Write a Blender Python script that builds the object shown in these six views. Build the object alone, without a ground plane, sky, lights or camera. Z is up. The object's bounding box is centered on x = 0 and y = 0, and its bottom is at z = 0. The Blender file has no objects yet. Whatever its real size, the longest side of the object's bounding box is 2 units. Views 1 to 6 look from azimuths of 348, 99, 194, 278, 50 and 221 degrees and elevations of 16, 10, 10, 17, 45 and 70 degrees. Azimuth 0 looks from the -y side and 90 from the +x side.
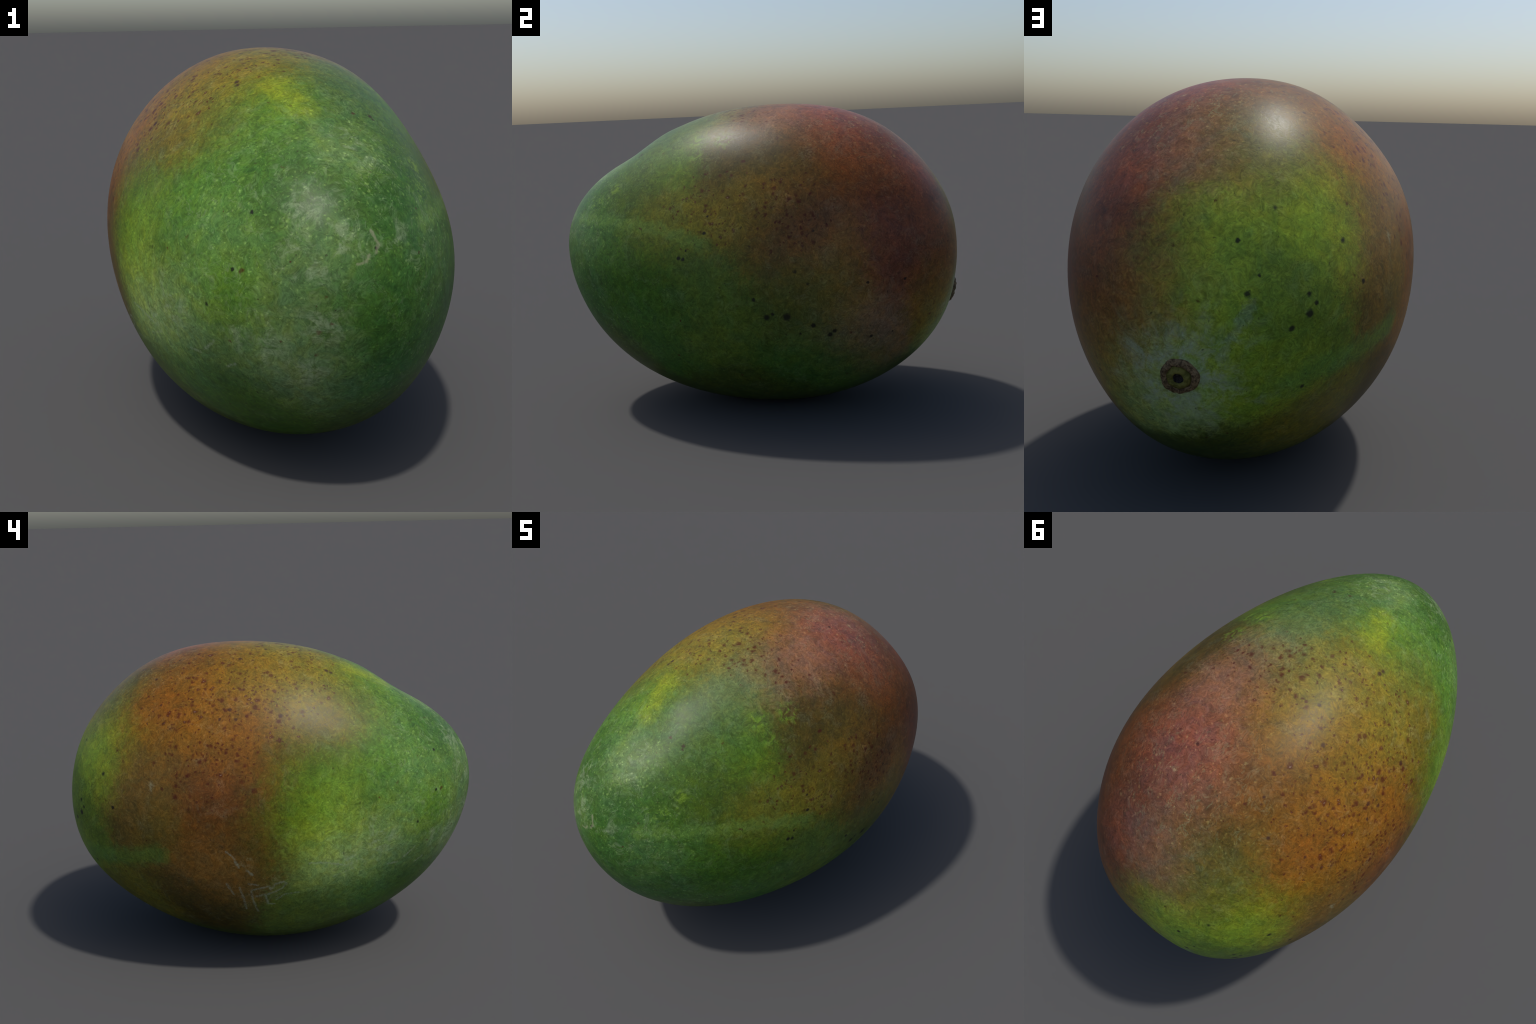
import bpy, math
import numpy as np
from mathutils import Vector, noise

# ------------------------------------------------------------------ shape of the fruit
# The mango is an ellipsoid lying on its side, swollen or pinched along sixteen
# lengthwise ribs.  Rib 0 runs over the top, rib 4 down the +x flank, rib 8
# underneath, rib 12 down the -x flank.  Each rib gives the swelling in percent
# at fifteen stations from the stem end (left) to the blossom tip (right).
CENTRE = np.array([-0.0079, 0.0561, 0.7612])
LENGTHWISE = np.array([0.0170, 0.9985, 0.0513])     # towards the stem end
UPWARD = np.array([-0.0109, -0.0512, 0.9986])
SIDEWAYS = np.array([0.9998, -0.0175, 0.0100])
HALF_LENGTH, HALF_HEIGHT, HALF_WIDTH = 1.0267, 0.7556, 0.6374
RIB_SWELLING = np.array([
    [-8.0, -7.3, -6.1, -4.0, -1.1, 0.6, -0.0, -0.7, -1.0, -1.8, -1.5, 1.6, 4.8, 4.2, 1.3],
    [-8.0, -7.1, -5.8, -3.8, -0.6, 1.6, 1.4, 0.5, -0.2, -1.2, -0.8, 2.4, 5.5, 4.6, 1.3],
    [-8.0, -6.8, -4.8, -2.2, 1.0, 3.5, 3.6, 1.8, -0.0, -0.8, 0.4, 3.3, 5.5, 4.5, 1.3],
    [-8.0, -6.5, -3.7, -0.8, 2.2, 4.3, 4.2, 2.7, 1.6, 1.7, 2.6, 3.9, 4.8, 3.9, 1.3],
    [-8.0, -6.4, -3.5, -0.8, 1.7, 4.0, 5.3, 5.8, 5.9, 5.3, 4.1, 3.5, 3.6, 3.0, 1.3],
    [-8.0, -6.5, -3.8, -1.4, 1.0, 3.8, 5.8, 6.4, 6.1, 5.1, 3.7, 2.7, 2.4, 2.0, 1.3],
    [-8.0, -6.7, -4.1, -1.5, 0.8, 3.0, 3.8, 3.3, 3.0, 3.1, 2.8, 2.0, 1.3, 1.0, 1.3],
    [-8.0, -6.9, -4.1, -1.2, 1.3, 3.0, 3.4, 2.6, 2.0, 1.8, 1.2, 0.3, -0.1, 0.1, 1.3],
    [-8.0, -6.9, -3.9, -0.9, 1.1, 2.0, 1.7, 0.8, 0.4, 0.0, -1.0, -1.8, -1.7, -0.8, 1.3],
    [-8.0, -6.9, -3.6, -0.6, 0.8, 1.4, 1.8, 1.7, 0.8, -0.8, -2.5, -3.2, -2.8, -1.4, 1.3],
    [-8.0, -6.7, -3.1, 0.2, 1.1, 1.0, 1.6, 2.2, 1.1, -1.5, -3.6, -4.0, -3.2, -1.6, 1.3],
    [-8.0, -6.6, -2.7, 1.3, 3.3, 3.6, 3.5, 2.7, 0.6, -2.2, -3.9, -3.9, -2.9, -1.3, 1.3],
    [-8.0, -6.6, -2.8, 1.1, 3.9, 5.3, 5.2, 3.4, 0.7, -1.7, -2.8, -2.6, -1.8, -0.5, 1.3],
    [-8.0, -6.7, -3.5, -0.3, 2.4, 4.4, 4.9, 3.7, 1.4, -0.6, -1.5, -1.0, -0.0, 0.6, 1.3],
    [-8.0, -7.0, -4.4, -1.6, 1.1, 2.8, 2.5, 0.8, -1.3, -2.7, -2.3, -0.1, 1.9, 2.0, 1.3],
    [-8.0, -7.2, -5.4, -3.0, -0.3, 1.2, 0.8, -0.3, -1.6, -2.9, -2.4, 0.7, 3.5, 3.3, 1.3]]) / 100.0

# small dents (inward, metres) and swellings too local for the ribs: place, depth, reach
DENTS = [((0.050, -0.635, 1.287), 0.0115, 0.085), ((0.050, -0.440, 1.395), -0.003, 0.050)]


def rib_spline():
    """Fourier weights of the closed loops that each rib makes with the rib opposite."""
    ribs, stations = RIB_SWELLING.shape
    loops = np.stack([np.r_[RIB_SWELLING[k], RIB_SWELLING[(k + ribs // 2) % ribs][-2:0:-1]] for k in range(ribs)])
    n = 2 * (stations - 1)
    along = np.fft.rfft(loops, axis=1) / n
    along[:, 1:-1] *= 2
    round_ = np.fft.rfft(np.eye(ribs), axis=1) / ribs
    round_[:, 1:-1] *= 2
    return along, round_


ALONG, ROUND = rib_spline()


def skin_point(unit):
    """Surface points for unit vectors given as (lengthwise, upward, sideways) components."""
    polar = np.arccos(np.clip(unit[:, 0], -1, 1))
    turn = np.arctan2(unit[:, 2], unit[:, 1])
    per_rib = (np.exp(1j * polar[:, None] * np.arange(ALONG.shape[1])) @ ALONG.T).real
    share = (np.exp(1j * turn[:, None] * np.arange(ROUND.shape[1])) @ ROUND.T).real
    swell = 1.0 + (per_rib * share).sum(1)
    axes = np.stack([HALF_LENGTH * LENGTHWISE, HALF_HEIGHT * UPWARD, HALF_WIDTH * SIDEWAYS])
    points = CENTRE + swell[:, None] * (unit @ axes)
    for place, depth, reach in DENTS:
        near = np.exp(-((points - place) ** 2).sum(1) / (2 * reach ** 2))
        inward = CENTRE - np.array(place)
        points = points + (depth * near)[:, None] * inward / np.linalg.norm(inward)
    return points


def quad_sphere(n):
    """Even quads over the unit sphere: a gridded cube blown up, seams merged."""
    t = np.tan(np.linspace(-math.pi / 4, math.pi / 4, n + 1))
    a, b = (g.ravel() for g in np.meshgrid(t, t, indexing="ij"))
    one = np.ones_like(a)
    sides = [(one, a, b), (-one, b, a), (b, one, a), (a, -one, b), (a, b, one), (b, a, -one)]
    points = np.concatenate([np.stack(s, 1) for s in sides])
    cell = (np.arange(n)[:, None] * (n + 1) + np.arange(n)).ravel()
    quads = np.stack([cell, cell + n + 1, cell + n + 2, cell + 1], 1)
    quads = np.concatenate([quads + k * (n + 1) ** 2 for k in range(6)])
    key = np.round(points * 1e5).astype(np.int64)
    _, first, back = np.unique(key, axis=0, return_index=True, return_inverse=True)
    points = points[first]
    return points / np.linalg.norm(points, axis=1)[:, None], back.reshape(-1)[quads]


def mesh_object(name, points, faces, material, parent, smooth=True):
    mesh = bpy.data.meshes.new(name)
    mesh.from_pydata([tuple(p) for p in points], [], [tuple(int(i) for i in f) for f in faces])
    mesh.validate()
    mesh.update()
    mesh.materials.append(material)
    mesh.polygons.foreach_set("use_smooth", [smooth] * len(mesh.polygons))
    obj = bpy.data.objects.new(name, mesh)
    bpy.context.scene.collection.objects.link(obj)
    obj.parent = parent
    return obj


# ------------------------------------------------------------------ node helpers
class Nodes:
    """Small shorthand for wiring shader nodes."""

    def __init__(self, name):
        self.material = bpy.data.materials.new(name)
        self.material.use_nodes = True
        self.tree = self.material.node_tree
        self.shader = self.tree.nodes["Principled BSDF"]

    def put(self, socket, value):
        if isinstance(value, bpy.types.NodeSocket):
            self.tree.links.new(value, socket)
        elif hasattr(socket.default_value, "__len__") and len(socket.default_value) == 4 and len(value) == 3:
            socket.default_value = (*value, 1.0)
        else:
            socket.default_value = value

    def node(self, kind, inputs=(), out=0, **settings):
        n = self.tree.nodes.new(kind)
        for k, v in settings.items():
            setattr(n, k, v)
        for k, v in dict(inputs).items():
            self.put(n.inputs[k], v)
        return n.outputs[out]

    def math(self, op, a, b=0.0, c=0.0, clamp=False):
        return self.node("ShaderNodeMath", {0: a, 1: b, 2: c}, operation=op, use_clamp=clamp)

    def vec(self, op, a, b=(0, 0, 0)):
        return self.node("ShaderNodeVectorMath", {0: a, 1: b}, operation=op)

    def scaled(self, a, k):
        return self.node("ShaderNodeVectorMath", {0: a, "Scale": k}, operation="SCALE")

    def distance(self, a, b):
        return self.node("ShaderNodeVectorMath", {0: a, 1: b}, out="Value", operation="DISTANCE")

    def dot(self, a, b):
        return self.node("ShaderNodeVectorMath", {0: a, 1: b}, out="Value", operation="DOT_PRODUCT")

    def ramp(self, x, lo, hi, to_lo=0.0, to_hi=1.0, smooth=True):
        return self.node("ShaderNodeMapRange", {"Value": x, "From Min": lo, "From Max": hi, "To Min": to_lo, "To Max": to_hi},
                         interpolation_type="SMOOTHSTEP" if smooth else "LINEAR", clamp=True)

    def noise(self, at, scale, detail=2.0, rough=0.5, distortion=0.0, out="Fac"):
        return self.node("ShaderNodeTexNoise", {"Vector": at, "Scale": scale, "Detail": detail, "Roughness": rough, "Distortion": distortion}, out=out)

    def mix(self, fac, a, b, blend="MIX"):
        n = self.tree.nodes.new("ShaderNodeMix")
        n.data_type, n.blend_type = "RGBA", blend
        for i, v in ((0, fac), (6, a), (7, b)):
            self.put(n.inputs[i], v)
        return n.outputs[2]

    def stroke(self, at, points, width):
        """1 on a polyline through the points, fading to 0 at the given width."""
        least = None
        for a, b in zip(points, points[1:]):
            a, b = Vector(a), Vector(b)
            along = b - a
            t = self.math("MULTIPLY", self.dot(self.vec("SUBTRACT", at, tuple(a)), tuple(along)), 1 / along.length_squared, clamp=True)
            near = self.vec("ADD", self.scaled(tuple(along), t), tuple(a))
            d = self.distance(at, near)
            least = d if least is None else self.math("MINIMUM", least, d)
        return self.ramp(least, width * 0.2, width, 1, 0)

    def blots(self, at, spots, sharp=1.0):
        """Sum-free union of soft round blots, each (x, y, z, radius)."""
        least = None
        for x, y, z, r in spots:
            d = self.math("MULTIPLY", self.distance(at, (x, y, z)), 1.0 / r)
            least = d if least is None else self.math("MINIMUM", least, d)
        return self.ramp(least, 1.0 - 0.8 * sharp, 1.0, 1, 0)


# ------------------------------------------------------------------ colours of the skin
# Every pigment soaks the skin around the places listed for it (object
# coordinates, metres); neighbouring pigments run into one another.
SOAK = 0.12
PIGMENTS = {
    "yellow_olive": ((0.262, 0.371, 0.113), [
        (0.10, 0.98, 0.58), (-0.57, -0.37, 0.63), (-0.49, -0.56, 0.70)]),
    "brick_brown": ((0.047, 0.122, 0.017), [
        (0.43, -0.67, 0.94), (0.32, -0.86, 0.72), (0.51, 0.39, 0.35), (0.56, -0.45, 0.62)]),
    "amber_brown": ((0.029, 0.117, 0.026), [
        (-0.27, -0.53, 1.26), (-0.46, -0.55, 1.03), (0.17, -0.88, 0.50)]),
    "khaki": ((0.062, 0.109, 0.043), [
        (0.21, -0.50, 1.30), (0.18, -0.54, 1.30), (0.18, -0.36, 1.39), (-0.14, -0.96, 0.78), (0.29, -0.88, 0.87),
        (-0.40, -0.69, 0.59)]),
    "olive_green": ((0.178, 0.270, 0.016), [
        (-0.28, 0.95, 0.68), (-0.43, 0.74, 1.06), (-0.43, 0.74, 1.05)]),
    "grass_green": ((0.130, 0.040, 0.022), [
        (0.62, 0.22, 1.01), (0.26, 0.58, 1.36), (-0.64, 0.10, 0.99), (0.18, -0.02, 1.48), (0.22, 0.55, 1.38),
        (-0.59, 0.52, 0.94), (0.49, 0.72, 0.85), (0.26, 0.95, 0.78), (0.24, 0.92, 1.00), (0.10, 0.36, 1.48)]),
    "leaf_lime": ((0.193, 0.050, 0.006), [
        (0.28, 0.86, 1.07), (-0.57, 0.08, 1.17), (-0.41, 0.45, 1.30), (0.37, 0.44, 1.34)]),
    "umber": ((0.106, 0.038, 0.005), [
        (-0.66, 0.18, 0.88), (-0.60, -0.07, 1.08), (-0.21, 0.37, 1.46), (0.32, 0.53, 1.34), (-0.42, -0.37, 1.21),
        (-0.13, 0.57, 1.41)]),
    "tan": ((0.132, 0.197, 0.069), [
        (-0.16, -0.90, 0.59), (-0.36, -0.72, 1.00), (-0.08, -0.98, 0.91), (0.02, -0.72, 1.24), (0.17, -0.15, 1.46),
        (-0.16, -0.90, 0.58)]),
    "deep_green": ((0.075, 0.178, 0.006), [
        (0.34, -0.37, 1.27), (-0.09, -0.46, 1.38), (-0.45, -0.53, 1.08), (-0.45, -0.52, 1.08), (-0.62, -0.21, 0.93),
        (-0.34, -0.80, 0.79)]),
    "rust": ((0.037, 0.096, 0.004), [
        (-0.60, -0.22, 1.01), (-0.27, -0.67, 0.34), (-0.24, -0.68, 1.18), (0.36, -0.58, 1.13), (0.55, -0.49, 0.80),
        (0.35, -0.61, 1.13), (0.18, -0.57, 1.28)]),
    "maroon": ((0.139, 0.124, 0.012), [
        (0.61, 0.05, 1.04), (-0.24, 0.75, 1.24), (-0.41, -0.21, 1.29), (-0.62, 0.47, 0.89), (0.54, -0.39, 0.99),
        (-0.32, -0.47, 1.25), (-0.25, -0.29, 1.39), (-0.37, 0.58, 0.28), (-0.05, -0.09, 1.50)]),
    "straw": ((0.075, 0.177, 0.031), [
        (-0.43, -0.57, 0.45), (0.24, -0.93, 0.83), (-0.35, -0.68, 1.07)]),
    "sage": ((0.262, 0.123, 0.025), [
        (-0.65, 0.16, 0.59), (0.10, 0.99, 0.88), (0.63, 0.40, 0.79)]),
    "dull_olive": ((0.026, 0.083, 0.009), [
        (0.07, -0.99, 0.78), (0.05, -1.00, 0.79), (0.11, -0.99, 0.77)]),
    "slate_green": ((0.252, 0.363, 0.031), [
        (-0.07, 0.97, 0.97), (-0.62, -0.24, 0.80), (-0.57, -0.39, 0.89), (-0.14, 0.98, 0.88)]),
    "fresh_green": ((0.163, 0.090, 0.006), [
        (-0.56, 0.16, 1.18), (0.27, 0.95, 0.66), (-0.59, 0.05, 1.13), (-0.33, -0.01, 1.41), (-0.51, 0.56, 1.12),
        (-0.11, -0.29, 1.45), (-0.08, 0.19, 1.51), (-0.34, 0.40, 1.38), (0.58, 0.12, 1.10)]),
    "sea_green": ((0.053, 0.037, 0.005), [
        (0.46, -0.03, 1.29), (0.40, -0.52, 1.13), (0.46, 0.24, 1.30), (-0.54, 0.25, 0.33), (-0.66, -0.04, 0.75)]),
    "dusty_rose": ((0.051, 0.076, 0.012), [
        (0.19, -0.35, 1.39), (-0.06, 0.64, 0.15), (-0.52, -0.49, 0.93), (0.65, 0.32, 0.69), (-0.21, 0.64, 1.35),
        (-0.22, 0.26, 0.05), (0.20, -0.76, 0.35), (-0.22, -0.24, 0.07), (0.31, 0.08, 0.08)]),
    "silver_green": ((0.014, 0.056, 0.004), [
        (-0.18, -0.81, 1.12), (0.15, -0.92, 1.02)]),
    "dark_olive": ((0.199, 0.106, 0.059), [
        (0.02, 0.57, 1.43), (-0.01, 0.80, 1.26), (0.21, 0.16, 1.48), (0.52, 0.51, 0.46)]),
    "grey_lime": ((0.079, 0.127, 0.017), [
        (0.65, -0.14, 0.64), (-0.50, -0.23, 0.32), (-0.35, 0.91, 0.75)]),
}

STEM = (-0.022, 0.974, 0.550)

# sap spots: (x, y, z, radius)
SPOTS = [
    (0.649, 0.125, 0.578, 0.017), (0.644, 0.215, 0.578, 0.020), (0.615, 0.328, 0.531, 0.013), (0.580, 0.420, 0.496, 0.012),
    (0.580, 0.399, 0.478, 0.013), (0.662, 0.072, 0.662, 0.011), (0.661, 0.259, 0.783, 0.012), (0.652, 0.313, 0.726, 0.008),
    (0.655, -0.078, 0.718, 0.009), (0.615, -0.268, 0.845, 0.012), (0.623, -0.248, 0.840, 0.010), (0.616, -0.233, 0.879, 0.007),
    (0.623, 0.343, 0.958, 0.009), (0.643, 0.280, 0.912, 0.010), (0.627, 0.264, 0.981, 0.009), (0.525, 0.204, 1.195, 0.011),
    (0.571, 0.573, 0.713, 0.008), (0.494, 0.580, 0.447, 0.010), (0.614, 0.268, 0.494, 0.008), (0.651, 0.151, 0.592, 0.010),
    (0.441, 0.676, 0.455, 0.006), (0.640, 0.018, 0.545, 0.007), (0.480, 0.737, 0.709, 0.008), (0.629, 0.024, 0.980, 0.008),
    (0.589, -0.132, 1.029, 0.007), (0.613, -0.146, 0.956, 0.009), (-0.285, 0.844, 1.080, 0.013), (-0.479, 0.711, 0.973, 0.013),
    (-0.411, 0.859, 0.759, 0.016), (-0.427, 0.840, 0.790, 0.010), (-0.237, 0.964, 0.830, 0.012), (-0.364, 0.772, 1.083, 0.009),
    (-0.197, 0.941, 0.989, 0.009), (-0.364, 0.900, 0.716, 0.012), (-0.405, 0.856, 0.820, 0.010), (-0.550, 0.660, 0.835, 0.010),
    (-0.381, 0.808, 0.504, 0.010), (-0.266, 0.941, 0.885, 0.007), (0.205, -0.533, 1.293, 0.011), (0.211, -0.543, 1.284, 0.007),
    (0.069, -0.975, 0.959, 0.006), (-0.408, -0.732, 0.748, 0.010), (-0.475, -0.616, 0.673, 0.008), (-0.242, -0.429, 1.340, 0.009),
    (-0.207, -0.322, 1.402, 0.012), (-0.333, -0.811, 0.881, 0.008), (-0.267, -0.799, 1.052, 0.007), (-0.484, 0.112, 1.282, 0.013),
    (-0.476, -0.113, 1.254, 0.012), (-0.514, 0.082, 1.245, 0.010), (-0.515, 0.154, 1.246, 0.009), (-0.294, 0.485, 1.381, 0.010),
    (0.125, 0.396, 1.474, 0.010), (-0.129, -0.010, 1.493, 0.010), (-0.204, -0.301, 1.410, 0.012), (-0.240, -0.399, 1.355, 0.008),
    (-0.196, 0.391, 1.457, 0.008), (-0.430, 0.433, 1.286, 0.010), (-0.236, 0.097, 1.467, 0.012)]
# where freckles crowd, where pale pores show, where the waxy bloom is left
FRECKLED = [(-0.387, 0.072, 1.374, 0.40), (-0.299, -0.159, 1.399, 0.32), (-0.465, 0.280, 1.293, 0.32), (-0.584, 0.193, 1.138, 0.36), (-0.417, -0.021, 1.336, 0.34),
            (0.047, -0.047, 1.502, 0.22), (-0.131, -0.217, 1.461, 0.22), (0.571, -0.127, 1.067, 0.28), (0.607, 0.239, 1.037, 0.26), (0.267, 0.024, 1.449, 0.16)]
BLUSHED = [(0.201, 0.412, 1.448, 0.42), (0.182, 0.472, 1.436, 0.34), (0.180, 0.800, 1.180, 0.30)]
FLECKED = [(0.334, -0.212, 1.350, 0.07), (0.380, -0.070, 1.357, 0.06), (0.409, -0.208, 1.283, 0.06), (0.315, -0.642, 1.136, 0.05), (0.310, -0.741, 1.063, 0.05), (0.377, -0.080, 1.357, 0.07)]
PORED = [(0.050, -0.800, 1.150, 0.60), (-0.300, -0.750, 0.950, 0.50), (0.300, -0.850, 0.900, 0.45), (0.050, 0.550, 1.350, 0.50), (0.300, -0.750, 0.550, 0.45)]
WAXED = [(-0.137, -0.951, 0.929, 0.14), (-0.059, -0.957, 0.994, 0.11), (-0.025, -0.974, 0.966, 0.10), (0.150, -0.944, 0.970, 0.10),
         (-0.269, -0.862, 0.653, 0.16), (0.081, -0.717, 1.232, 0.15), (-0.120, -0.880, 1.085, 0.13), (-0.113, -0.904, 0.544, 0.16),
         (-0.554, -0.408, 0.597, 0.14), (-0.510, -0.552, 0.701, 0.16), (-0.327, -0.813, 0.653, 0.10), (-0.101, -0.966, 0.717, 0.14),
         (-0.617, 0.500, 0.777, 0.04), (-0.605, 0.458, 0.962, 0.03),
         (0.100, 0.830, 1.130, 0.10)]
SCRATCHED = [(-0.596, -0.010, 0.432, 0.16), (-0.656, 0.066, 0.649, 0.10), (-0.610, -0.117, 0.507, 0.10), (-0.520, -0.480, 0.640, 0.22)]

# single scratches, as polylines over the skin
SCRATCHES = [
    [(-0.626, 0.128, 0.507), (-0.604, 0.100, 0.445)],
    [(-0.619, 0.070, 0.487), (-0.594, 0.056, 0.421), (-0.562, 0.049, 0.355)],
    [(-0.553, -0.003, 0.342), (-0.568, 0.004, 0.368), (-0.594, 0.015, 0.423), (-0.612, 0.019, 0.471), (-0.614, -0.023, 0.486), (-0.613, -0.065, 0.496), (-0.605, -0.070, 0.474)],
    [(-0.598, -0.001, 0.434), (-0.600, -0.044, 0.449), (-0.584, -0.051, 0.413), (-0.575, -0.055, 0.391), (-0.570, -0.082, 0.388)],
    [(-0.608, -0.076, 0.483), (-0.613, -0.096, 0.509), (-0.610, -0.130, 0.520), (-0.605, -0.145, 0.507), (-0.601, -0.121, 0.482), (-0.598, -0.059, 0.449)],
    [(-0.582, -0.095, 0.417), (-0.588, -0.131, 0.447), (-0.577, -0.195, 0.453)],
    [(-0.625, 0.028, 0.510), (-0.620, -0.013, 0.504)],
    [(-0.661, 0.120, 0.680), (-0.657, 0.088, 0.651), (-0.648, 0.068, 0.599)],
    [(-0.643, 0.031, 0.582), (-0.636, 0.006, 0.559)],
    [(-0.377, -0.721, 0.621), (-0.405, -0.667, 0.572)],
    [(-0.323, -0.760, 0.546), (-0.345, -0.726, 0.523)],
    [(-0.443, -0.601, 0.550), (-0.417, -0.642, 0.552)],
    [(-0.528, -0.438, 0.558), (-0.554, -0.353, 0.525)],
    [(-0.603, -0.248, 0.611), (-0.583, -0.316, 0.607), (-0.546, -0.406, 0.582)]]


def skin_material():
    n = Nodes("mango_skin")
    at = n.node("ShaderNodeTexCoord", out="Object")
    centred = lambda scale, detail, size, distortion=0.0: n.scaled(
        n.vec("SUBTRACT", n.noise(at, scale, detail, 0.5, distortion, "Color"), (0.5, 0.5, 0.5)), size)
    # pigments run in ragged, fibrous fronts
    swirl = n.vec("ADD", at, centred(14.0, 1.0, 0.05))
    fibre = n.noise(swirl, 52.0, 3.0, 0.6, 1.6)
    fine = n.noise(n.vec("ADD", swirl, (3.1, 1.7, 0.4)), 110.0, 2.0, 0.5, 1.2)
    flick = n.scaled(n.vec("SUBTRACT", n.noise(swirl, 44.0, 2.0, 0.6, 1.4, "Color"), (0.5, 0.5, 0.5)), 0.13)
    ragged = n.vec("ADD", n.vec("ADD", n.vec("ADD", at, centred(4.5, 3.0, 0.12)), centred(18.0, 2.0, 0.09, 1.0)), flick)
    total, weight = None, None
    k = math.exp(-1.0 / (2.0 * SOAK * SOAK))
    for colour, places in PIGMENTS.values():
        share = None
        for place in places:
            d = n.distance(ragged, place)
            soak = n.math("POWER", k, n.math("MULTIPLY", d, d))
            share = soak if share is None else n.math("ADD", share, soak)
        part = n.scaled(tuple(c ** (1 / 2.2) for c in colour), share)
        total = part if total is None else n.vec("ADD", total, part)
        weight = share if weight is None else n.math("ADD", weight, share)
    blended = n.scaled(total, n.math("DIVIDE", 1.0, n.math("ADD", weight, 1e-9)))
    colour = n.node("ShaderNodeGamma", {"Color": blended, "Gamma": 2.2})
    colour = n.node("ShaderNodeHueSaturation", {"Color": colour, "Saturation": 1.0, "Value": 1.0})

    # seams: pale green lines along the edge of the stone, a bright yellow streak, a brushed mark
    loose = n.vec("ADD", n.vec("ADD", at, centred(30.0, 2.0, 0.05)), n.scaled(flick, 0.25))
    seams = [
        (0.36, (0.12, 0.22, 0.04), 0.050, [(0.266, -0.845, 1.000), (0.456, -0.587, 0.992), (0.553, -0.370, 0.970), (0.622, -0.164, 0.913)]),
        (0.60, (0.095, 0.20, 0.030), 0.075, [(-0.357, 0.851, 0.532), (-0.426, 0.792, 0.560), (-0.482, 0.720, 0.576), (-0.557, 0.589, 0.602), (-0.618, 0.432, 0.639)]),
        (0.40, (0.24, 0.30, 0.16), 0.026, [(-0.156, 0.979, 0.620), (-0.212, 0.977, 0.718), (-0.253, 0.961, 0.800)]),
        (0.28, (0.25, 0.26, 0.006), 0.085, [(-0.088, -0.400, 1.410), (-0.074, -0.484, 1.373), (-0.045, -0.560, 1.336)])]
    for strength, tint, width, path in seams:
        colour = n.mix(n.math("MULTIPLY", n.stroke(loose, path, width), strength), colour, tint)
    # a pink blush on the sunny shoulder, lime flecks below it
    colour = n.mix(n.math("MULTIPLY", n.blots(at, BLUSHED, 1.25), 0.36), colour, (0.225, 0.072, 0.062))
    patchy = n.ramp(n.noise(swirl, 24.0, 3.0, 0.6, 1.0), 0.44, 0.58)
    colour = n.mix(n.math("MULTIPLY", n.math("MULTIPLY", n.blots(loose, FLECKED), patchy), 0.65), colour, (0.135, 0.235, 0.020))

    # mottling and fibres
    cloud = n.noise(at, 9.0, 3.0, 0.6)
    blotch = n.noise(swirl, 21.0, 3.0, 0.6, 0.8)
    tint = n.noise(n.vec("ADD", swirl, (5.0, 2.0, 7.0)), 16.0, 2.0, 0.6, 0.8)
    colour = n.mix(1.0, colour, n.node("ShaderNodeCombineColor", {0: n.ramp(cloud, 0.3, 0.7, 0.88, 1.12), 1: n.ramp(cloud, 0.3, 0.7, 0.92, 1.08), 2: 1.0}), "MULTIPLY")
    colour = n.mix(1.0, colour, n.node("ShaderNodeCombineColor", {
        0: n.math("MULTIPLY", n.ramp(blotch, 0.32, 0.68, 0.86, 1.15), n.ramp(tint, 0.35, 0.65, 0.94, 1.06)),
        1: n.ramp(blotch, 0.32, 0.68, 0.88, 1.13),
        2: n.math("MULTIPLY", n.ramp(blotch, 0.32, 0.68, 0.86, 1.15), n.ramp(tint, 0.35, 0.65, 1.12, 0.90))}), "MULTIPLY")
    grain = n.math("ADD", n.math("MULTIPLY", fibre, 0.7), n.math("MULTIPLY", fine, 0.3))
    tone = n.ramp(grain, 0.36, 0.64, 0.68, 1.33, smooth=False)
    colour = n.mix(1.0, colour, n.node("ShaderNodeCombineColor", {0: tone, 1: tone, 2: tone}), "MULTIPLY")

    # grey wax: patches rubbed thin, and a ragged star round the stem
    rub = n.noise(at, 16.0, 4.0, 0.65, 0.6)
    waxed = n.math("MULTIPLY", n.blots(loose, WAXED, 1.2), n.ramp(rub, 0.46, 0.62))
    from_stem = n.vec("SUBTRACT", at, STEM)
    far = n.node("ShaderNodeVectorMath", {0: from_stem}, out="Value", operation="LENGTH")
    ray = n.noise(n.vec("NORMALIZE", from_stem), 4.0, 3.0, 0.6)
    reach = n.math("MULTIPLY_ADD", ray, 0.42, 0.02)
    star = n.math("MULTIPLY", n.ramp(n.math("DIVIDE", far, reach), 0.35, 1.3, 1, 0), n.ramp(n.math("ADD", rub, n.math("MULTIPLY", fibre, 0.3)), 0.50, 0.80))
    veil = n.math("MULTIPLY", n.ramp(n.noise(swirl, 11.0, 4.0, 0.7, 0.6), 0.48, 0.72), n.ramp(fibre, 0.38, 0.64, 0.02, 0.11))
    spoke = n.noise(n.vec("NORMALIZE", n.vec("ADD", from_stem, n.scaled(flick, 0.25))), 11.0, 3.0, 0.6)
    star = n.math("MULTIPLY", star, n.ramp(spoke, 0.34, 0.66, 0.50, 1.0))
    wax = n.math("MAXIMUM", veil, n.math("MULTIPLY", waxed, n.ramp(fibre, 0.38, 0.62, 0.16, 0.40)))
    colour = n.mix(wax, colour, (0.30, 0.35, 0.23))
    colour = n.mix(n.math("MULTIPLY", star, 0.80), colour, (0.30, 0.35, 0.27))
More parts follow.
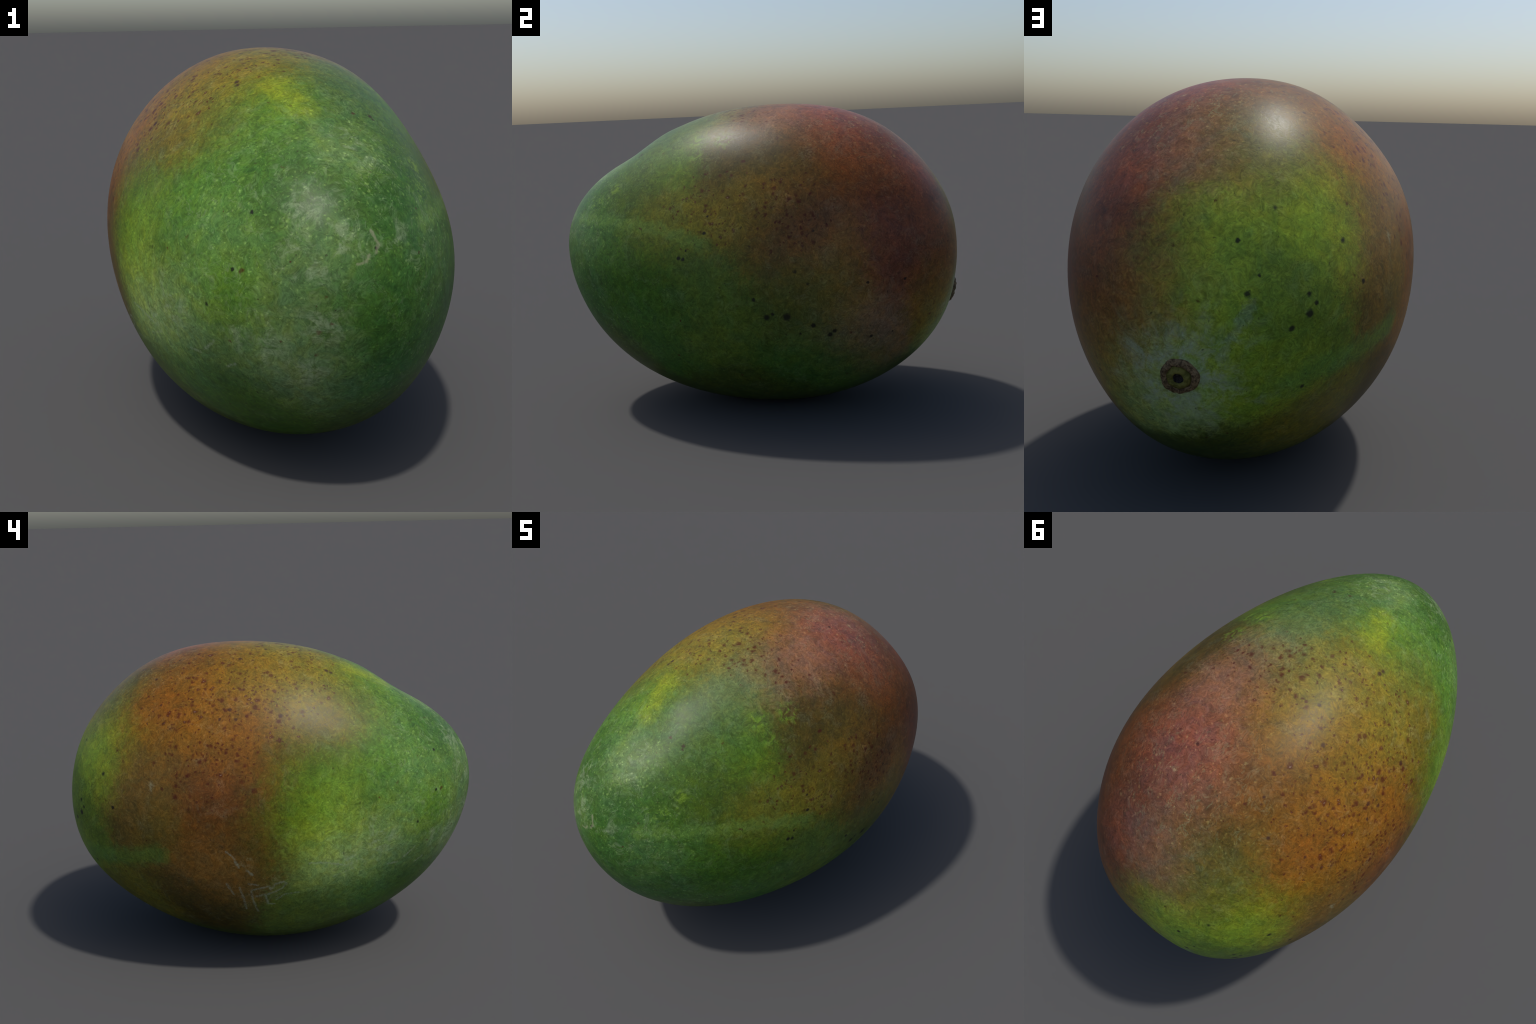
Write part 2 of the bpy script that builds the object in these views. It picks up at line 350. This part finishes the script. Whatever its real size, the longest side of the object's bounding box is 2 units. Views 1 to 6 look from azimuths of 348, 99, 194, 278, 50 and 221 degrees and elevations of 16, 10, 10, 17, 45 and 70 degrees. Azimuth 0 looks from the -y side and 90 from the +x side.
    # wisps rubbed into the tip half, and single pale scratches lower down
    drawn = n.node("ShaderNodeMapping", {"Vector": swirl, "Rotation": (0.4, 0.3, 0.5), "Scale": (1.0, 0.4, 0.8)})
    wisp = n.ramp(n.math("ABSOLUTE", n.math("SUBTRACT", n.noise(drawn, 20.0, 3.0, 0.6, 1.2), 0.5)), 0.0, 0.045, 1, 0)
    tip_half = n.blots(at, PORED)
    wisp = n.math("MULTIPLY", wisp, n.math("MULTIPLY", n.math("MULTIPLY", tip_half, n.ramp(rub, 0.42, 0.62)), 0.20))
    colour = n.mix(wisp, colour, (0.28, 0.36, 0.19))
    scratch = None
    shaky = n.vec("ADD", at, centred(70.0, 1.0, 0.010))
    for path in SCRATCHES:
        line = n.stroke(shaky, path, 0.0085)
        scratch = line if scratch is None else n.math("MAXIMUM", scratch, line)
    fuzz = n.math("MULTIPLY", n.blots(loose, SCRATCHED, 1.2), n.math("MULTIPLY", n.ramp(rub, 0.50, 0.68), n.ramp(fibre, 0.42, 0.62, 0.0, 0.30)))
    colour = n.mix(fuzz, colour, (0.30, 0.36, 0.24))
    colour = n.mix(n.math("MULTIPLY", scratch, n.ramp(fine, 0.35, 0.6, 0.10, 0.36)), colour, (0.36, 0.41, 0.30))

    # pale pores
    jitter = n.vec("ADD", at, centred(60.0, 1.0, 0.018))
    def dots(scale, radius, keep, soft=0.5):
        cell = n.tree.nodes.new("ShaderNodeTexVoronoi")
        n.put(cell.inputs["Vector"], jitter)
        n.put(cell.inputs["Scale"], scale)
        split = n.tree.nodes.new("ShaderNodeSeparateColor")
        n.put(split.inputs[0], cell.outputs["Color"])
        pick = split.outputs[0]
        size = n.math("MULTIPLY", radius, n.math("MULTIPLY_ADD", split.outputs[1], 0.7, 0.5))
        chosen = n.math("LESS_THAN", pick, keep)
        rim = n.math("DIVIDE", cell.outputs["Distance"], size)
        return n.math("MULTIPLY", n.ramp(rim, 1.0 - soft, 1.0, 1, 0), chosen), rim, chosen
    where = n.math("MULTIPLY_ADD", n.blots(at, PORED), 0.6, 0.40)
    lighter = n.mix(1.0, n.scaled(colour, 1.45), (0.050, 0.058, 0.018), "ADD")
    for scale, radius, keep, strength in ((40.0, 0.30, 0.75, 0.85), (62.0, 0.29, 0.65, 0.8)):
        pores, _, _ = dots(scale, radius, keep, 0.75)
        colour = n.mix(n.math("MULTIPLY", n.math("MULTIPLY", pores, where), strength), colour, lighter)

    # freckles: brown, some with a pale prick in the middle; sparse elsewhere
    crowd = n.blots(loose, FRECKLED)
    brown = n.mix(1.0, n.scaled(colour, 0.20), (0.040, 0.002, 0.002), "ADD")
    for scale, radius, most, least in ((20.0, 0.35, 0.95, 0.002), (29.0, 0.36, 1.00, 0.01), (44.0, 0.36, 0.80, 0.015)):
        freckle, rim, chosen = dots(scale, radius, n.math("MULTIPLY_ADD", crowd, most - least, least), 0.8)
        colour = n.mix(n.math("MULTIPLY", freckle, n.ramp(fine, 0.3, 0.55, 0.70, 1.0)), colour, brown)
        prick = n.math("MULTIPLY", n.ramp(rim, 0.10, 0.28, 1, 0), n.math("MULTIPLY", chosen, n.ramp(cloud, 0.48, 0.56)))
        colour = n.mix(n.math("MULTIPLY", prick, 0.35), colour, (0.40, 0.30, 0.20))
    specks, _, _ = dots(48.0, 0.24, 0.07, 0.7)
    colour = n.mix(n.math("MULTIPLY", specks, 0.6), colour, (0.022, 0.014, 0.008))
    # sap spots
    wobble = n.vec("ADD", at, centred(90.0, 1.0, 0.008))
    low = n.blots(wobble, [(x, y, z, 1.25 * r) for x, y, z, r in SPOTS if z < 1.2], 0.75)
    high = n.blots(wobble, [(x, y, z, 1.2 * r) for x, y, z, r in SPOTS if z >= 1.2], 0.9)
    colour = n.mix(n.math("MULTIPLY", low, 0.90), colour, (0.010, 0.008, 0.007))
    colour = n.mix(n.math("MULTIPLY", high, 0.80), colour, (0.035, 0.012, 0.010))
    # corky scar at the tip
    scar = n.math("MAXIMUM", n.stroke(wobble, [(0.058, -0.956, 1.008), (0.066, -0.960, 0.990), (0.076, -0.968, 0.967), (0.066, -0.976, 0.945)], 0.009),
                  n.stroke(wobble, [(0.005, -0.988, 0.919), (0.033, -0.987, 0.924), (0.043, -0.983, 0.942)], 0.008))
    colour = n.mix(n.math("MULTIPLY", scar, 0.45), colour, (0.26, 0.25, 0.16))

    n.put(n.shader.inputs["Base Color"], colour)
    n.put(n.shader.inputs["Roughness"], n.math("MULTIPLY_ADD", wax, 0.2, n.ramp(grain, 0.3, 0.7, 0.40, 0.46)))
    n.put(n.shader.inputs["Specular IOR Level"], 0.17)
    height = n.math("ADD", grain, n.math("MULTIPLY", freckle, -0.15))
    n.put(n.shader.inputs["Normal"], n.node("ShaderNodeBump", {"Strength": 0.10, "Distance": 0.004, "Height": height}))
    return n.material


def cork_material(name, light, dark, scale):
    n = Nodes(name)
    at = n.node("ShaderNodeTexCoord", out="Object")
    flake = n.noise(at, scale, 4.0, 0.65, 0.8)
    n.put(n.shader.inputs["Base Color"], n.mix(n.ramp(flake, 0.35, 0.65), dark, light))
    n.put(n.shader.inputs["Roughness"], 0.8)
    n.put(n.shader.inputs["Specular IOR Level"], 0.2)
    n.put(n.shader.inputs["Normal"], n.node("ShaderNodeBump", {"Strength": 0.5, "Distance": 0.003, "Height": flake}))
    return n.material


# ------------------------------------------------------------------ build
def build_skin(parent):
    unit, quads = quad_sphere(120)
    return mesh_object("skin", skin_point(unit), quads, skin_material(), parent)


def turned_ring(profile, centre, out, wobble, crumble, segments=144, close=False):
    """A profile of (radius, height) turned about the outward direction, with an uneven rim."""
    a = Vector((0, 0, 1)).cross(out).normalized()
    b = out.cross(a)
    points, faces = [], []
    for i in range(segments):
        t = 2 * math.pi * i / segments
        for r, h in profile:
            grow = 1 + wobble * (0.5 * math.sin(2 * t + 0.7) + 0.3 * math.sin(3 * t + 2.0) + 0.2 * math.sin(7 * t))
            lift = h * (1 + 1.2 * wobble * math.sin(5 * t + 40 * r)) - 0.005
            spot = centre + out * lift + (a * math.cos(t) + b * math.sin(t)) * r * grow
            points.append(spot + out * crumble * noise.noise(spot * 75.0) + out * 0.5 * crumble * noise.noise(spot * 180.0))
    m = len(profile)
    for i in range(segments):
        for j in range(m - 1):
            p, q = i * m + j, ((i + 1) % segments) * m + j
            faces.append((p, q, q + 1, p + 1))
    if close:
        faces.append(tuple(i * m + m - 1 for i in range(segments)))
    return points, faces


def build_stem(parent):
    # outward direction of the skin at the stem scar, from three nearby skin points
    axes = np.stack([LENGTHWISE / HALF_LENGTH, UPWARD / HALF_HEIGHT, SIDEWAYS / HALF_WIDTH])
    q = axes @ (np.array(STEM) - CENTRE)
    q /= np.linalg.norm(q)
    side, rise = np.array([0, 0, 1.0]), np.cross(q, [0, 0, 1.0])
    trio = np.stack([q, q + 0.06 * side, q + 0.06 * rise, q - 0.06 * side, q - 0.06 * rise])
    trio /= np.linalg.norm(trio, axis=1)[:, None]
    p = skin_point(trio)
    out = Vector(np.cross(p[1] - p[3], p[2] - p[4])).normalized()
    if out.y < 0:
        out = -out
    centre = Vector(p[0])
    collar = [(0.066, -0.006), (0.0645, 0.003), (0.062, 0.008), (0.058, 0.0125), (0.053, 0.0155), (0.048, 0.0165), (0.044, 0.0150), (0.040, 0.0105), (0.038, 0.007)]
    button = [(0.043, 0.007), (0.041, 0.0120), (0.036, 0.0165), (0.030, 0.0205), (0.025, 0.0220), (0.021, 0.0215), (0.0185, 0.0190), (0.0175, 0.0150)]
    pit = [(0.0185, 0.0170), (0.0165, 0.0130), (0.013, 0.0085), (0.007, 0.0065), (0.003, 0.0060)]
    bark = cork_material("dry_cork", (0.20, 0.135, 0.070), (0.045, 0.026, 0.011), 70.0)
    flesh = cork_material("olive_button", (0.150, 0.135, 0.030), (0.070, 0.068, 0.012), 45.0)
    black = cork_material("black_pit", (0.040, 0.032, 0.030), (0.006, 0.004, 0.004), 150.0)
    for name, profile, mat, wob, crumble, close in (("stem_scar_collar", collar, bark, 0.09, 0.0045, False), ("stem_scar_button", button, flesh, 0.05, 0.0020, False), ("stem_scar_pit", pit, black, 0.05, 0.0020, True)):
        pts, faces = turned_ring(profile, centre, out, wob, crumble, close=close)
        mesh_object(name, pts, faces, mat, parent)


def main():
    mango = bpy.data.objects.new("mango", None)
    mango["label"] = "ripening mango, green tip, red and orange blush, brown freckles"
    mango["category"] = "mango fruit"
    bpy.context.scene.collection.objects.link(mango)
    build_skin(mango)
    build_stem(mango)


main()
